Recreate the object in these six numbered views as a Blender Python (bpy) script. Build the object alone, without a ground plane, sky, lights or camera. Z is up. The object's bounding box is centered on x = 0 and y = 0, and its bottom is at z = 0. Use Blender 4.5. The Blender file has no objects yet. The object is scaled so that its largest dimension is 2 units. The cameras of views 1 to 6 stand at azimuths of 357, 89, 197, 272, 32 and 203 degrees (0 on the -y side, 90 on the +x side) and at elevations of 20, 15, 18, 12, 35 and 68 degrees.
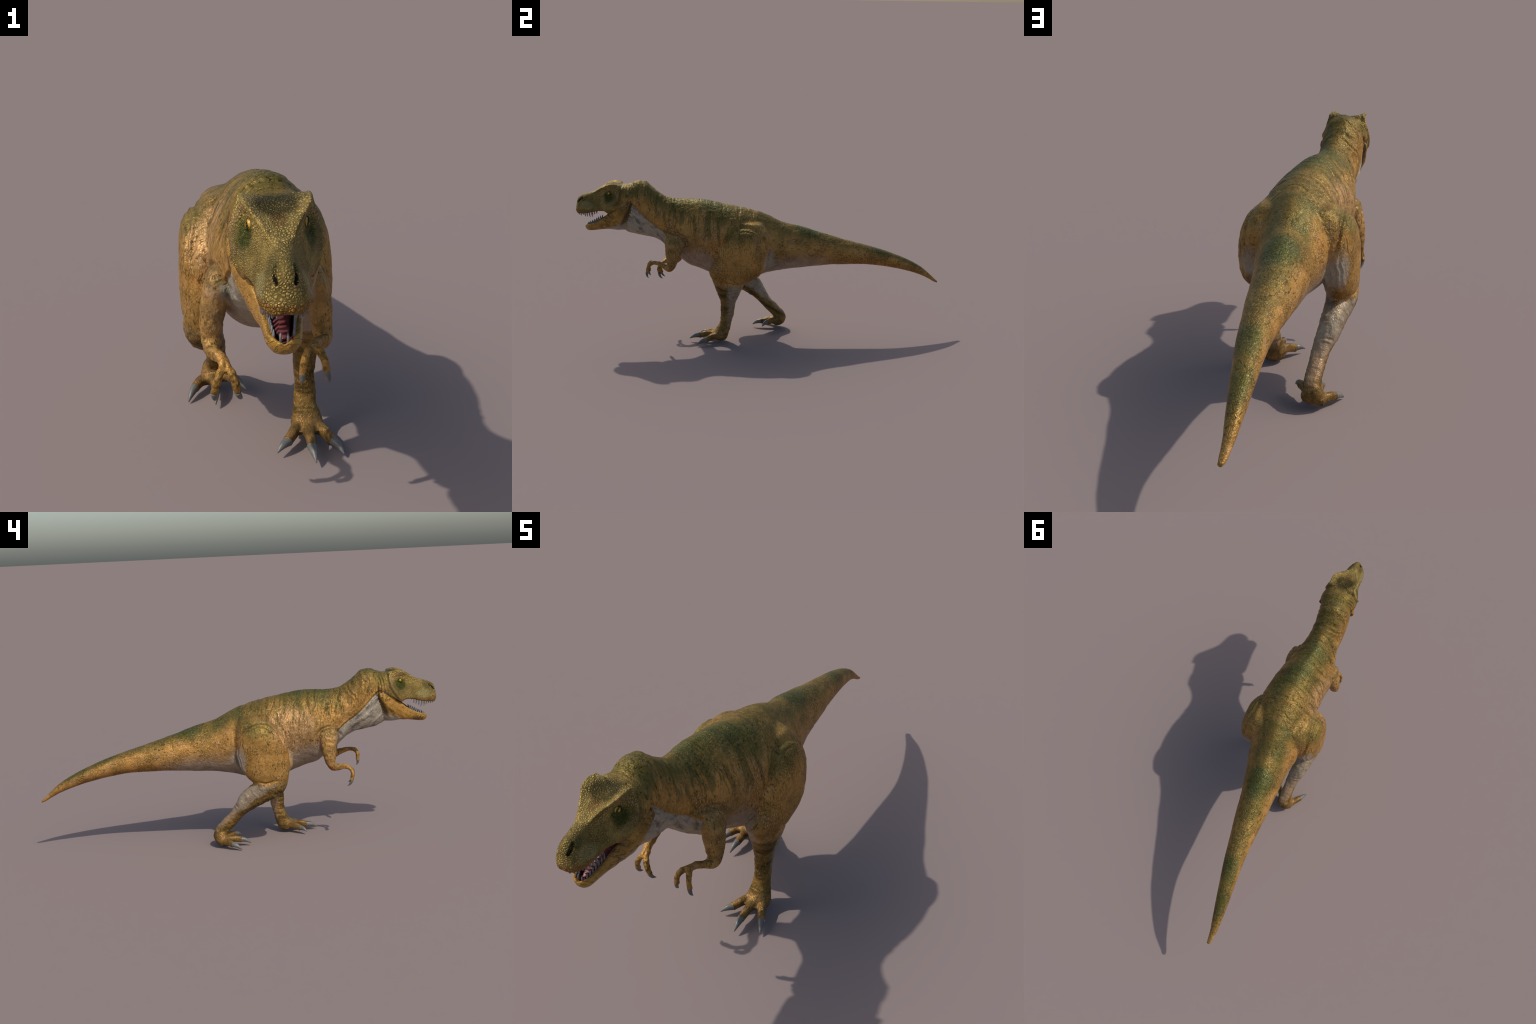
import bpy, math, random
import numpy as np
from mathutils import Vector, kdtree

random.seed(7)
rng = np.random.default_rng(7)
TAU = 2 * math.pi

# ------------------------------------------------------------------ helpers
def pchip(xs, ys, xq):
    """Shape-preserving cubic through (xs, ys); ys may have several columns."""
    xs = np.asarray(xs, float); ys = np.asarray(ys, float); xq = np.asarray(xq, float)
    flat = ys.ndim == 1
    if flat:
        ys = ys[:, None]
    h = np.diff(xs)[:, None]
    d = np.diff(ys, axis=0) / h
    m = np.zeros_like(ys)
    w1 = 2 * h[1:] + h[:-1]; w2 = h[1:] + 2 * h[:-1]
    same = d[1:] * d[:-1] > 0
    with np.errstate(divide="ignore", invalid="ignore"):
        hm = (w1 + w2) / (w1 / d[:-1] + w2 / d[1:])
    m[1:-1] = np.where(same, hm, 0)
    m[0] = d[0]; m[-1] = d[-1]
    i = np.clip(np.searchsorted(xs, xq, side="right") - 1, 0, len(xs) - 2)
    hh = h[i]; t = ((xq - xs[i])[:, None]) / hh
    out = ((1 + 2 * t) * (1 - t) ** 2 * ys[i] + t * (1 - t) ** 2 * hh * m[i]
           + t * t * (3 - 2 * t) * ys[i + 1] + t * t * (t - 1) * hh * m[i + 1])
    return out[:, 0] if flat else out

def catmull(P, n, closed=False):
    """Catmull-Rom through the rows of P, n samples."""
    P = np.asarray(P, float); k = len(P)
    seg = k if closed else k - 1
    t = np.linspace(0, seg, n, endpoint=not closed)
    i = np.clip(t.astype(int), 0, seg - 1); f = (t - i)[:, None]
    if closed:
        g = lambda j: P[j % k]
    else:
        ext = np.vstack([2 * P[0] - P[1], P, 2 * P[-1] - P[-2]])
        g = lambda j: ext[j + 1]
    a, b, c, d = g(i - 1), g(i), g(i + 1), g(i + 2)
    return 0.5 * (2 * b + (c - a) * f + (2 * a - 5 * b + 4 * c - d) * f ** 2 + (3 * b - a - 3 * c + d) * f ** 3)

def loft(rings):
    """Closed tube through rings (m, n, 3) with capped ends -> verts, faces."""
    rings = np.asarray(rings, float)
    m, n, _ = rings.shape
    v = rings.reshape(-1, 3)
    f = []
    for a in range(m - 1):
        for b in range(n):
            c = (b + 1) % n
            f.append((a * n + b, a * n + c, (a + 1) * n + c, (a + 1) * n + b))
    v = np.vstack([v, rings[0].mean(0), rings[-1].mean(0)])
    s, e = m * n, m * n + 1
    for b in range(n):
        c = (b + 1) % n
        f.append((s, c, b))
        f.append((e, (m - 1) * n + b, (m - 1) * n + c))
    return v, f

def super_ring(n, p=2.0):
    t = np.linspace(0, TAU, n, endpoint=False)
    c, s = np.cos(t), np.sin(t)
    return np.sign(c) * np.abs(c) ** (2 / p), np.sign(s) * np.abs(s) ** (2 / p)

def tube(path, ra, rb=None, n=24, count=40, up=(0, 0, 1), p=2.0):
    """Tube through path; ra: half-width across, rb: half-height along 'up'."""
    path = np.asarray(path, float); ra = np.asarray(ra, float)
    rb = ra if rb is None else np.asarray(rb, float)
    k = np.arange(len(path)); q = np.linspace(0, len(path) - 1, count)
    c = catmull(path, count)
    ra = pchip(k, ra, q); rb = pchip(k, rb, q)
    t = np.gradient(c, axis=0); t /= np.linalg.norm(t, axis=1)[:, None]
    side = np.cross(t, np.asarray(up, float)); side /= np.linalg.norm(side, axis=1)[:, None]
    u = np.cross(side, t)
    cx, sx = super_ring(n, p)
    return loft(c[:, None] + side[:, None] * (ra[:, None] * cx)[..., None] + u[:, None] * (rb[:, None] * sx)[..., None])

def new_mesh(name, v, f, smooth=True):
    me = bpy.data.meshes.new(name)
    me.from_pydata([tuple(p) for p in v], [], [tuple(q) for q in f])
    me.update()
    if smooth:
        me.polygons.foreach_set("use_smooth", [True] * len(me.polygons))
    ob = bpy.data.objects.new(name, me)
    bpy.context.scene.collection.objects.link(ob)
    return ob

def smoothstep(a, b, x):
    t = np.clip((x - a) / (b - a), 0, 1)
    return t * t * (3 - 2 * t)

def hash3(i, j, k, s):
    h = (i * 374761393 + j * 668265263 + k * 2147483647 + s * 974634777) & 0x7FFFFFFF
    h = ((h ^ (h >> 13)) * 1274126177) & 0x7FFFFFFF
    return ((h ^ (h >> 16)) & 0xFFFF) / 65535.0

def noise(P, scale, seed=0):
    """Smooth value noise in -1..1 (scale: cells per metre, scalar or 3-vector)."""
    q = P * np.asarray(scale, float)
    i = np.floor(q).astype(np.int64); f = q - i
    f = f * f * f * (f * (f * 6 - 15) + 10)
    r = 0
    for dx in (0, 1):
        for dy in (0, 1):
            for dz in (0, 1):
                w = ((f[:, 0] if dx else 1 - f[:, 0]) * (f[:, 1] if dy else 1 - f[:, 1]) * (f[:, 2] if dz else 1 - f[:, 2]))
                r = r + w * hash3(i[:, 0] + dx, i[:, 1] + dy, i[:, 2] + dz, seed)
    return 2 * r - 1

# ------------------------------------------------------------------ the body's profiles
# neck, torso and tail: y, centre x, top z, bottom z, half width, height of the widest place (0..1), fullness of the upper half
TRUNK = [
    (-0.770, 0.000, 0.822, 0.640, 0.050, 0.55, 2.1),
    (-0.740, 0.000, 0.834, 0.592, 0.062, 0.60, 2.1),
    (-0.710, -0.004, 0.844, 0.575, 0.073, 0.62, 2.1),
    (-0.665, -0.009, 0.860, 0.565, 0.079, 0.60, 2.1),
    (-0.625, -0.013, 0.855, 0.556, 0.077, 0.58, 2.0),
    (-0.590, -0.013, 0.825, 0.549, 0.075, 0.55, 1.95),
    (-0.550, -0.010, 0.793, 0.531, 0.077, 0.50, 1.85),
    (-0.500, -0.009, 0.769, 0.482, 0.091, 0.48, 1.75),
    (-0.440, -0.007, 0.764, 0.438, 0.112, 0.47, 1.65),
    (-0.390, -0.005, 0.766, 0.400, 0.124, 0.47, 1.65),
    (-0.340, 0.003, 0.765, 0.384, 0.129, 0.48, 1.70),
    (-0.270, 0.010, 0.756, 0.358, 0.134, 0.50, 1.80),
    (-0.200, 0.013, 0.742, 0.330, 0.141, 0.54, 1.85),
    (-0.120, 0.010, 0.726, 0.322, 0.145, 0.56, 1.85),
    (-0.040, 0.000, 0.706, 0.336, 0.136, 0.54, 1.70),
    (0.030, -0.013, 0.678, 0.357, 0.123, 0.50, 1.65),
    (0.100, -0.019, 0.643, 0.370, 0.108, 0.47, 1.65),
    (0.160, -0.026, 0.624, 0.377, 0.098, 0.46, 1.68),
    (0.220, -0.035, 0.609, 0.381, 0.090, 0.46, 1.80),
    (0.300, -0.046, 0.582, 0.387, 0.080, 0.46, 1.85),
    (0.420, -0.058, 0.543, 0.393, 0.067, 0.48, 1.95),
    (0.550, -0.072, 0.506, 0.391, 0.053, 0.50, 2.0),
    (0.650, -0.086, 0.476, 0.380, 0.045, 0.50, 2.0),
    (0.750, -0.103, 0.439, 0.361, 0.037, 0.50, 2.0),
    (0.820, -0.115, 0.408, 0.343, 0.031, 0.50, 2.0),
    (0.900, -0.126, 0.363, 0.316, 0.022, 0.50, 2.0),
    (0.950, -0.131, 0.322, 0.291, 0.015, 0.50, 2.0),
    (0.985, -0.131, 0.290, 0.272, 0.011, 0.50, 2.0),
    (0.999, -0.129, 0.279, 0.268, 0.007, 0.50, 2.0),
]
TR = np.array(TRUNK)

def trunk_at(y):
    return pchip(TR[:, 0], TR[:, 1:], np.atleast_1d(y)).T

def trunk_rings(n=72):
    ys = np.unique(np.concatenate([np.arange(-0.77, 0.9, 0.008), np.arange(0.9, 0.999, 0.004), [0.999]]))
    xc, zt, zb, hw, w, full = trunk_at(ys)
    t = np.linspace(0, TAU, n, endpoint=False)
    c, s = np.cos(t), np.sin(t)
    low = 2.15 - .30 * np.exp(-((ys + .33) / .06) ** 2) + .20 * np.exp(-((ys + .17) / .07) ** 2) + .45 * np.exp(-((ys + .65) / .06) ** 2)
    p = np.where(s > 0, 2 / full[:, None], 2 / low[:, None])
    cx = np.sign(c) * np.abs(c) ** p; sz = np.sign(s) * np.abs(s) ** p
    zw = zb + (zt - zb) * w
    X = xc[:, None] + hw[:, None] * cx
    Z = zw[:, None] + np.where(sz > 0, (zt - zw)[:, None] * sz, (zw - zb)[:, None] * sz)
    return np.stack([X, np.repeat(ys[:, None], n, 1), Z], -1)

# upper head: half sections, from the crown's midline over brow, cheek and lip to the palate
SKULL = {
    -0.999: [(0, .712), (.004, .711), (.007, .709), (.009, .706), (.010, .703), (.010, .699), (.007, .694), (.004, .693), (0, .693)],
    -0.993: [(0, .745), (.006, .744), (.010, .737), (.015, .728), (.021, .715), (.023, .703), (.020, .689), (.010, .687), (0, .688)],
    -0.982: [(0, .769), (.007, .767), (.012, .759), (.019, .747), (.029, .727), (.034, .707), (.031, .687), (.018, .684), (0, .687)],
    -0.960: [(0, .782), (.008, .780), (.015, .772), (.024, .758), (.038, .732), (.044, .708), (.042, .687), (.026, .684), (0, .690)],
    -0.930: [(0, .791), (.009, .790), (.018, .782), (.026, .765), (.040, .735), (.048, .712), (.047, .692), (.032, .688), (0, .697)],
    -0.900: [(0, .800), (.011, .799), (.021, .793), (.028, .772), (.039, .740), (.048, .718), (.049, .699), (.036, .695), (0, .705)],
    -0.870: [(0, .808), (.017, .810), (.033, .813), (.035, .787), (.044, .750), (.053, .725), (.054, .706), (.042, .701), (0, .712)],
    -0.845: [(0, .816), (.024, .820), (.048, .828), (.047, .798), (.055, .757), (.062, .728), (.062, .706), (.047, .703), (0, .716)],
    -0.820: [(0, .824), (.030, .829), (.061, .841), (.058, .806), (.067, .762), (.073, .725), (.068, .692), (.053, .700), (0, .718)],
    -0.795: [(0, .832), (.031, .837), (.064, .846), (.066, .812), (.077, .770), (.082, .738), (.077, .708), (.058, .708), (0, .720)],
    -0.770: [(0, .837), (.030, .840), (.063, .842), (.074, .813), (.083, .777), (.087, .750), (.083, .724), (.062, .720), (0, .720)],
    -0.745: [(0, .836), (.030, .836), (.057, .830), (.073, .806), (.083, .780), (.088, .760), (.085, .740), (.065, .730), (0, .730)],
    -0.715: [(0, .838), (.030, .836), (.054, .822), (.070, .800), (.080, .780), (.086, .768), (.084, .755), (.062, .745), (0, .740)],
    -0.690: [(0, .842), (.030, .836), (.050, .820), (.064, .800), (.072, .785), (.076, .775), (.074, .765), (.055, .755), (0, .750)],
}
# lower jaw: y, bottom z, lower corner (x, z), widest (x, z), rim (x, z), inner wall (x, z), floor z
JAW = [
    (-0.951, .600, .006, .602, .009, .609, .008, .616, .004, .614, .612),
    (-0.943, .590, .016, .595, .022, .606, .021, .621, .012, .617, .610),
    (-0.928, .585, .022, .591, .032, .605, .031, .625, .018, .620, .606),
    (-0.900, .587, .026, .595, .036, .610, .035, .633, .022, .628, .607),
    (-0.870, .591, .030, .599, .040, .617, .039, .648, .027, .642, .612),
    (-0.840, .594, .037, .604, .048, .626, .047, .668, .036, .660, .620),
    (-0.810, .594, .046, .610, .060, .640, .058, .691, .047, .684, .630),
    (-0.780, .590, .054, .616, .072, .655, .069, .711, .056, .700, .640),
    (-0.755, .590, .060, .625, .082, .668, .078, .726, .062, .715, .650),
    (-0.735, .590, .062, .650, .088, .690, .085, .737, .066, .726, .660),
    (-0.715, .600, .066, .680, .091, .712, .089, .745, .070, .735, .670),
    (-0.700, .640, .066, .710, .086, .725, .084, .740, .070, .735, .700),
]

def mirrored_rings(ys, half):
    """half: (m, k, 2) sections, first and last point on the midline."""
    out = []
    for y, h in zip(ys, half):
        other = h[1:-1][::-1] * np.array([-1, 1])
        ring = catmull(np.vstack([h, other]), 96, closed=True)
        out.append(np.column_stack([ring[:, 0], np.full(len(ring), y), ring[:, 1]]))
    return np.array(out)

def skull_rings():
    y = np.array(sorted(SKULL)); H = np.array([SKULL[k] for k in y]).reshape(len(y), -1)
    q = np.unique(np.concatenate([np.linspace(-0.999, -0.98, 10), np.arange(-0.98, -0.689, 0.005)]))
    return mirrored_rings(q, pchip(y, H, q).reshape(len(q), -1, 2))

def jaw_rings():
    J = np.array(JAW)
    q = np.unique(np.concatenate([np.linspace(-0.951, -0.928, 8), np.arange(-0.928, -0.6995, 0.005)]))
    P = pchip(J[:, 0], J[:, 1:], q)
    half = []
    for zb, xl, zl, xo, zo, xr, zr, xi, zi, zf in P:
        half.append([(0, zb), (.6 * xl, zb + .25 * (zl - zb)), (xl, zl), (xo, zo), (xr + .001, zr - .006), (xr - .003, zr),
                     (xi, zi), (max(xi - .006, xi * .6), zf + .004), (0, zf)])
    return mirrored_rings(q, np.array(half))

# hind legs: front edge (y, z), back edge (y, z), centre x, half width
LEG_PLANTED = [
    (-.140, .660, .000, .650, .068, .054),
    (-.185, .600, .035, .585, .105, .069),
    (-.218, .535, .041, .515, .122, .069),
    (-.246, .465, .027, .440, .129, .067),
    (-.280, .400, -.012, .372, .132, .061),
    (-.264, .350, -.088, .326, .132, .053),
    (-.240, .285, -.112, .282, .127, .042),
    (-.220, .225, -.138, .218, .122, .032),
    (-.218, .163, -.147, .163, .118, .027),
    (-.222, .110, -.162, .095, .118, .031),
    (-.238, .080, -.173, .050, .120, .038),
    (-.260, .056, -.190, .012, .122, .044),
    (-.280, .046, -.224, .004, .122, .041),
]
LEG_TRAILING = [
    (-.150, .660, -.010, .650, -.072, .055),
    (-.198, .600, .004, .585, -.116, .073),
    (-.238, .530, .012, .510, -.136, .065),
    (-.252, .450, .000, .425, -.143, .060),
    (-.250, .375, -.034, .368, -.147, .056),
    (-.230, .300, -.066, .330, -.149, .053),
    (-.190, .258, -.046, .310, -.146, .048),
    (-.145, .236, -.006, .277, -.141, .044),
    (-.092, .210, .017, .236, -.134, .041),
    (-.026, .170, .046, .186, -.122, .033),
    (.010, .132, .083, .146, -.116, .028),
    (.048, .095, .124, .106, -.115, .029),
    (.072, .072, .144, .070, -.118, .035),
    (.076, .052, .134, .030, -.121, .041),
    (.056, .046, .098, .009, -.122, .043),
]
# arms: same scheme down to the wrist
ARM_RAISED = [
    (-.517, .600, -.400, .575, .078, .040),
    (-.516, .549, -.408, .537, .108, .034),
    (-.513, .496, -.425, .497, .120, .031),
    (-.508, .449, -.445, .450, .127, .026),
    (-.507, .428, -.468, .405, .129, .023),
    (-.516, .432, -.496, .389, .126, .019),
    (-.534, .437, -.527, .405, .115, .016),
    (-.560, .443, -.556, .419, .104, .0135),
    (-.580, .446, -.574, .421, .098, .0140),
]
ARM_LOWERED = [
    (-.500, .600, -.395, .580, -.078, .040),
    (-.496, .543, -.404, .547, -.108, .034),
    (-.492, .505, -.410, .513, -.118, .032),
    (-.484, .447, -.420, .459, -.127, .028),
    (-.480, .420, -.433, .408, -.131, .024),
    (-.489, .406, -.460, .374, -.131, .020),
    (-.505, .404, -.495, .370, -.123, .017),
    (-.532, .400, -.527, .374, -.107, .0135),
    (-.550, .395, -.544, .369, -.102, .0140),
]

def limb_rings(rows, n=48, count=90, p=2.3):
    R = np.array(rows)
    k = np.arange(len(R)); q = np.linspace(0, len(R) - 1, count)
    edge = catmull(R[:, :4], count)
    lat = pchip(k, R[:, 4:], q)
    cx, sx = super_ring(n, p)
    f, b = edge[:, :2], edge[:, 2:]
    c, a = (f + b) / 2, (f - b) / 2
    Y = c[:, :1] + a[:, :1] * cx; Z = c[:, 1:] + a[:, 1:] * cx
    X = lat[:, :1] + lat[:, 1:] * sx
    return np.stack([X, Y, Z], -1)

# toes: start, knuckle, claw base, claw tip
TOES = {
    "planted": [((.138, -.222, .032), (.160, -.262, .036), (.181, -.297, .0235), (.206, -.343, .009)),
                ((.122, -.235, .036), (.121, -.290, .040), (.122, -.336, .031), (.127, -.386, .015)),
                ((.105, -.222, .035), (.085, -.260, .040), (.061, -.298, .028), (.032, -.330, .016))],
    "trailing": [((-.140, .098, .030), (-.163, .072, .032), (-.182, .044, .024), (-.201, .000, .003)),
                 ((-.122, .085, .036), (-.121, .045, .038), (-.120, .003, .032), (-.122, -.043, .013)),
                 ((-.105, .095, .040), (-.081, .066, .049), (-.058, .037, .046), (-.031, .009, .031))],
}
# fingers: wrist, knuckle, middle, claw base, claw tip
FINGERS = {
    "raised": [((.097, -.567, .432), (.085, -.592, .430), (.073, -.607, .411), (.068, -.606, .378), (.068, -.597, .353)),
               ((.099, -.567, .432), (.109, -.591, .428), (.118, -.607, .411), (.123, -.611, .382), (.129, -.604, .356))],
    "lowered": [((-.103, -.535, .384), (-.112, -.556, .373), (-.121, -.566, .350), (-.129, -.557, .315), (-.127, -.537, .290)),
                ((-.100, -.535, .384), (-.090, -.558, .373), (-.080, -.569, .349), (-.074, -.563, .317), (-.065, -.546, .296))],
}
# edge of the loose neck skin above the pale throat: height z over y
THROAT = [(-.77, .735), (-.745, .748), (-.725, .7545), (-.706, .752), (-.682, .734), (-.628, .675), (-.58, .632), (-.527, .595), (-.48, .545), (-.44, .50)]

# ------------------------------------------------------------------ the raw pieces, fused into one skin
pieces = []          # (label, verts, faces)
pieces.append(("trunk",) + loft(trunk_rings()))
pieces.append(("head",) + loft(skull_rings()))
pieces.append(("lower_jaw",) + loft(jaw_rings()))
pieces.append(("leg_planted",) + loft(limb_rings(LEG_PLANTED)))
pieces.append(("leg_trailing",) + loft(limb_rings(LEG_TRAILING)))
# web of skin between the belly and the front of the trailing thigh
pieces.append(("leg_trailing",) + tube([(-.085, -.215, .50), (-.105, -.236, .46), (-.117, -.240, .42), (-.130, -.232, .385)], [.020, .030, .032, .024], n=24))
pieces.append(("arm_raised",) + loft(limb_rings(ARM_RAISED, n=32)))
pieces.append(("arm_lowered",) + loft(limb_rings(ARM_LOWERED, n=32)))
for side, toes in TOES.items():
    for a, b, c, d in toes:
        pieces.append(("foot_" + side,) + tube([a, b, c - (np.array(c) - b) * .12, c], [.023, .0145, .0122, .0136], [.024, .017, .0150, .0162], n=28, p=2.4))
for side, fingers in FINGERS.items():
    for a, b, c, d, e in fingers:
        pieces.append(("hand_" + side,) + tube([a, b, c, d], [.0115, .0105, .0095, .0085], [.012, .0105, .0095, .0085], n=20, up=(1, 0.01, 0)))

av, af, base = [], [], 0
for _, v, f in pieces:
    av.append(v); af += [tuple(i + base for i in q) for q in f]; base += len(v)
raw = new_mesh("raw_skin", np.vstack(av), af, smooth=False)
VOXEL = 0.0024
mod = raw.modifiers.new("fuse", "REMESH")
mod.mode = "VOXEL"; mod.voxel_size = VOXEL; mod.adaptivity = 0
dg = bpy.context.evaluated_depsgraph_get()
fused = bpy.data.meshes.new_from_object(raw.evaluated_get(dg))
bpy.data.objects.remove(raw)

nv = len(fused.vertices)
V = np.empty(nv * 3); fused.vertices.foreach_get("co", V); V = V.reshape(-1, 3)
E = np.empty(len(fused.edges) * 2, np.int64); fused.edges.foreach_get("vertices", E); E = E.reshape(-1, 2)
nf = len(fused.polygons)
L = np.empty(len(fused.loops), np.int64); fused.loops.foreach_get("vertex_index", L)
lt = np.empty(nf, np.int64); fused.polygons.foreach_get("loop_total", lt)
F4 = L.reshape(-1, 4) if (lt == 4).all() else None
deg = np.bincount(E.ravel(), minlength=nv).astype(float)

def laplace(V):
    out = np.empty_like(V)
    for k in range(3):
        out[:, k] = (np.bincount(E[:, 0], V[E[:, 1], k], nv) + np.bincount(E[:, 1], V[E[:, 0], k], nv)) / deg
    return out - V

def taubin(V, n, w=1.0):
    for _ in range(n):
        V = V + 0.55 * w * laplace(V)
        V = V - 0.57 * w * laplace(V)
    return V

def normals(V):
    if F4 is not None:
        a = np.cross(V[F4[:, 2]] - V[F4[:, 0]], V[F4[:, 3]] - V[F4[:, 1]])
        out = np.zeros_like(V)
        for k in range(3):
            for c in range(4):
                out[:, k] += np.bincount(F4[:, c], a[:, k], nv)
    else:
        fused.vertices.foreach_set("co", V.ravel()); fused.update()
        out = np.empty(nv * 3); fused.vertex_normals.foreach_get("vector", out); out = out.reshape(-1, 3)
    return out / np.maximum(np.linalg.norm(out, axis=1), 1e-12)[:, None]

def ball(c, r0, r1):
    return 1 - smoothstep(r0, r1, np.linalg.norm(V - np.array(c), axis=1))

V = taubin(V, 8)
# soften the joints where limbs grow out of the trunk
soft = np.zeros(nv)
for c, r in (((.12, -.08, .62), .17), ((-.13, -.10, .62), .17), ((.1, -.47, .55), .08), ((-.1, -.47, .55), .08),
             ((.12, -.235, .035), .05), ((-.126, .075, .035), .05), ((.097, -.575, .442), .028), ((-.10, -.552, .384), .028),
             ((0, -.70, .84), .06), ((.13, -.2, .38), .07), ((-.13, -.2, .38), .07)):
    soft = np.maximum(soft, ball(c, r * .5, r))
for _ in range(90):
    V = V + 0.5 * soft[:, None] * laplace(V)

# ---- which piece each vertex came from
tree = kdtree.KDTree(base)
labels = []
for lab, v, _ in pieces:
    for p in v:
        tree.insert(p, len(labels)); labels.append(lab)
tree.balance()
names = sorted(set(labels)); code = {n: i for i, n in enumerate(names)}
lab_i = np.array([code[l] for l in labels])
vl = lab_i[[tree.find(p)[1] for p in V]]
isl = {n: vl == i for n, i in code.items()}

# ------------------------------------------------------------------ relief: folds, creases and lumps
N = normals(V)
x, y, z = V.T
xc, zt, zb, hw, _, _ = trunk_at(np.clip(y, -0.77, 0.999))
hgt = np.clip((z - zb) / np.maximum(zt - zb, .01), 0, 1)
disp = np.zeros(nv)
body = isl["trunk"].astype(float)
wob = noise(V, 14, 3) * .010 + noise(V, 40, 4) * .004

rag = .5 + .5 * noise(V, 25, 8)                      # folds fade in and out
# rings of folds across the nape, tight behind the skull and softer down the neck
s = y + .22 * (zt - z) + wob * .7
nape = smoothstep(-.757, -.745, y) * (1 - smoothstep(-.71, -.685, y)) * smoothstep(.40, .62, hgt) * (1 - .75 * smoothstep(.86, .97, hgt))
disp += nape * .0030 * np.sin(TAU * s / .0165) * (.45 + .55 * rag)
neck = smoothstep(-.69, -.66, y) * (1 - smoothstep(-.56, -.50, y)) * smoothstep(.50, .75, hgt) * (1 - .6 * smoothstep(.93, .99, hgt))
disp += neck * .0024 * np.sin(TAU * (s + wob) / .026) * (.25 + .75 * rag)
# upright folds over the shoulder
sh = np.exp(-((y + .40) / .06) ** 2) * np.exp(-((hgt - .80) / .13) ** 2) * body
disp += sh * .0032 * np.sin(TAU * (y + .35 * (z - .7) + wob) / .040) * (.4 + .6 * rag)
# folds of the neck's side and of the throat; the neck skin ends in a soft edge above the throat
side_neck = np.exp(-((y + .58) / .08) ** 2) * np.exp(-((hgt - .50) / .22) ** 2) * body
disp += side_neck * .0016 * np.sin(TAU * (y + .3 * z + 2.0 * wob) / .022) * rag
tl = pchip([p[0] for p in THROAT], [p[1] for p in THROAT], np.clip(y, -.77, -.44)) - z
lateral = smoothstep(.02, .05, np.abs(x - xc)) * body * smoothstep(-.76, -.735, y) * (1 - smoothstep(-.50, -.45, y))
disp += lateral * (.0028 * np.exp(-((tl + .007) / .006) ** 2) - .0040 * np.exp(-((tl - .006) / .006) ** 2))
throat = smoothstep(-.005, .02, tl) * (1 - smoothstep(-.50, -.44, y)) * body
disp += throat * .0036 * noise(np.column_stack([x, .74 * y - .67 * z, .67 * y + .74 * z]), (45, 13, 55), 11)
# belly folds in front of the thighs
flank = np.exp(-((y + .27) / .05) ** 2) * np.exp(-((z - .45) / .08) ** 2) * body
disp += flank * .0024 * np.sin(TAU * (y * .9 + .45 * z + 1.5 * wob) / .024) * rag
# upright wrinkles along the whole flank
disp += body * (y < .1) * np.exp(-((hgt - .55) / .28) ** 2) * .0010 * noise(V, (60, 110, 26), 14)
rib = np.abs(noise(np.column_stack([x * 0, y + .25 * (z - .65), z]) + .004 * noise(V, 30, 41)[:, None], (1, 38, 5), 42))
disp -= body * (y < 0) * smoothstep(.30, .5, hgt) * .0042 * np.exp(-(rib / .11) ** 2) * rag
# each thigh is a large oval muscle: furrow around it, folds nested inside its upper front, two bellies
for cy, cz, ry_, rz_, sx in ((-.090, .485, .125, .155, 1), (-.112, .482, .122, .160, -1)):
    m = smoothstep(.085, .125, x * sx) * (z > .29)
    u_, v_ = -(y - cy) / ry_, (z - cz) / rz_
    rho = np.hypot(u_, v_) + 5 * wob
    ang = np.arctan2(v_, u_)                           # 0: forward, 90 degrees: up
    hind = smoothstep(1.9, 2.6, np.abs(ang))
    upper = smoothstep(.1, .6, ang) * (1 - smoothstep(2.3, 2.9, ang))
    furrow = np.exp(-((rho - 1.0) / .055) ** 2)
    disp -= m * furrow * (.0018 + .0060 * hind + .0024 * upper)
    disp += m * .0040 * (1 - smoothstep(.55, .95, rho))
    nest = np.exp(-((rho - .88) / .16) ** 2) * smoothstep(-.2, .5, ang) * (1 - smoothstep(1.7, 2.4, ang))
    disp += m * nest * (.0040 if sx < 0 else .0012) * np.sin(TAU * rho / .125) * (.35 + .65 * rag)
    strap = np.exp(-((rho - 1.12) / .10) ** 2) * smoothstep(-.3, .2, ang) * (1 - smoothstep(1.2, 1.7, ang))
    disp += m * strap * .0032 * np.sin(TAU * rho / .15) * rag
    hamfold = np.exp(-((rho - .90) / .10) ** 2) * hind
    disp += m * hamfold * .0032 * np.sin(TAU * rho / .13) * (.4 + .6 * rag)
    fur = (y - cy + .005) - .30 * (z - cz)
    disp -= m * .0030 * np.exp(-(fur / .010) ** 2) * np.exp(-((z - cz + .03) / .055) ** 2)
# fold under the thigh above the knee, uneven rings and tendons lower down
for leg, (cy, cz) in (("leg_planted", (-.15, .333)), ("leg_trailing", (-.14, .338))):
    d = np.exp(-((z - cz + .6 * (y - cy) * (y < cy) * .3 + wob * .5) / .006) ** 2) * np.exp(-((y - cy) / .05) ** 2)
    disp -= isl[leg] * d * .0075
    q = V if leg == "leg_planted" else np.column_stack([x, .75 * y + .65 * z, .75 * z - .65 * y])
    low = isl[leg] * smoothstep(.33, .28, z)
    disp += low * (.0015 * noise(q, (25, 25, 120), 17) + .0014 * noise(q, (90, 90, 22), 18))
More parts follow.
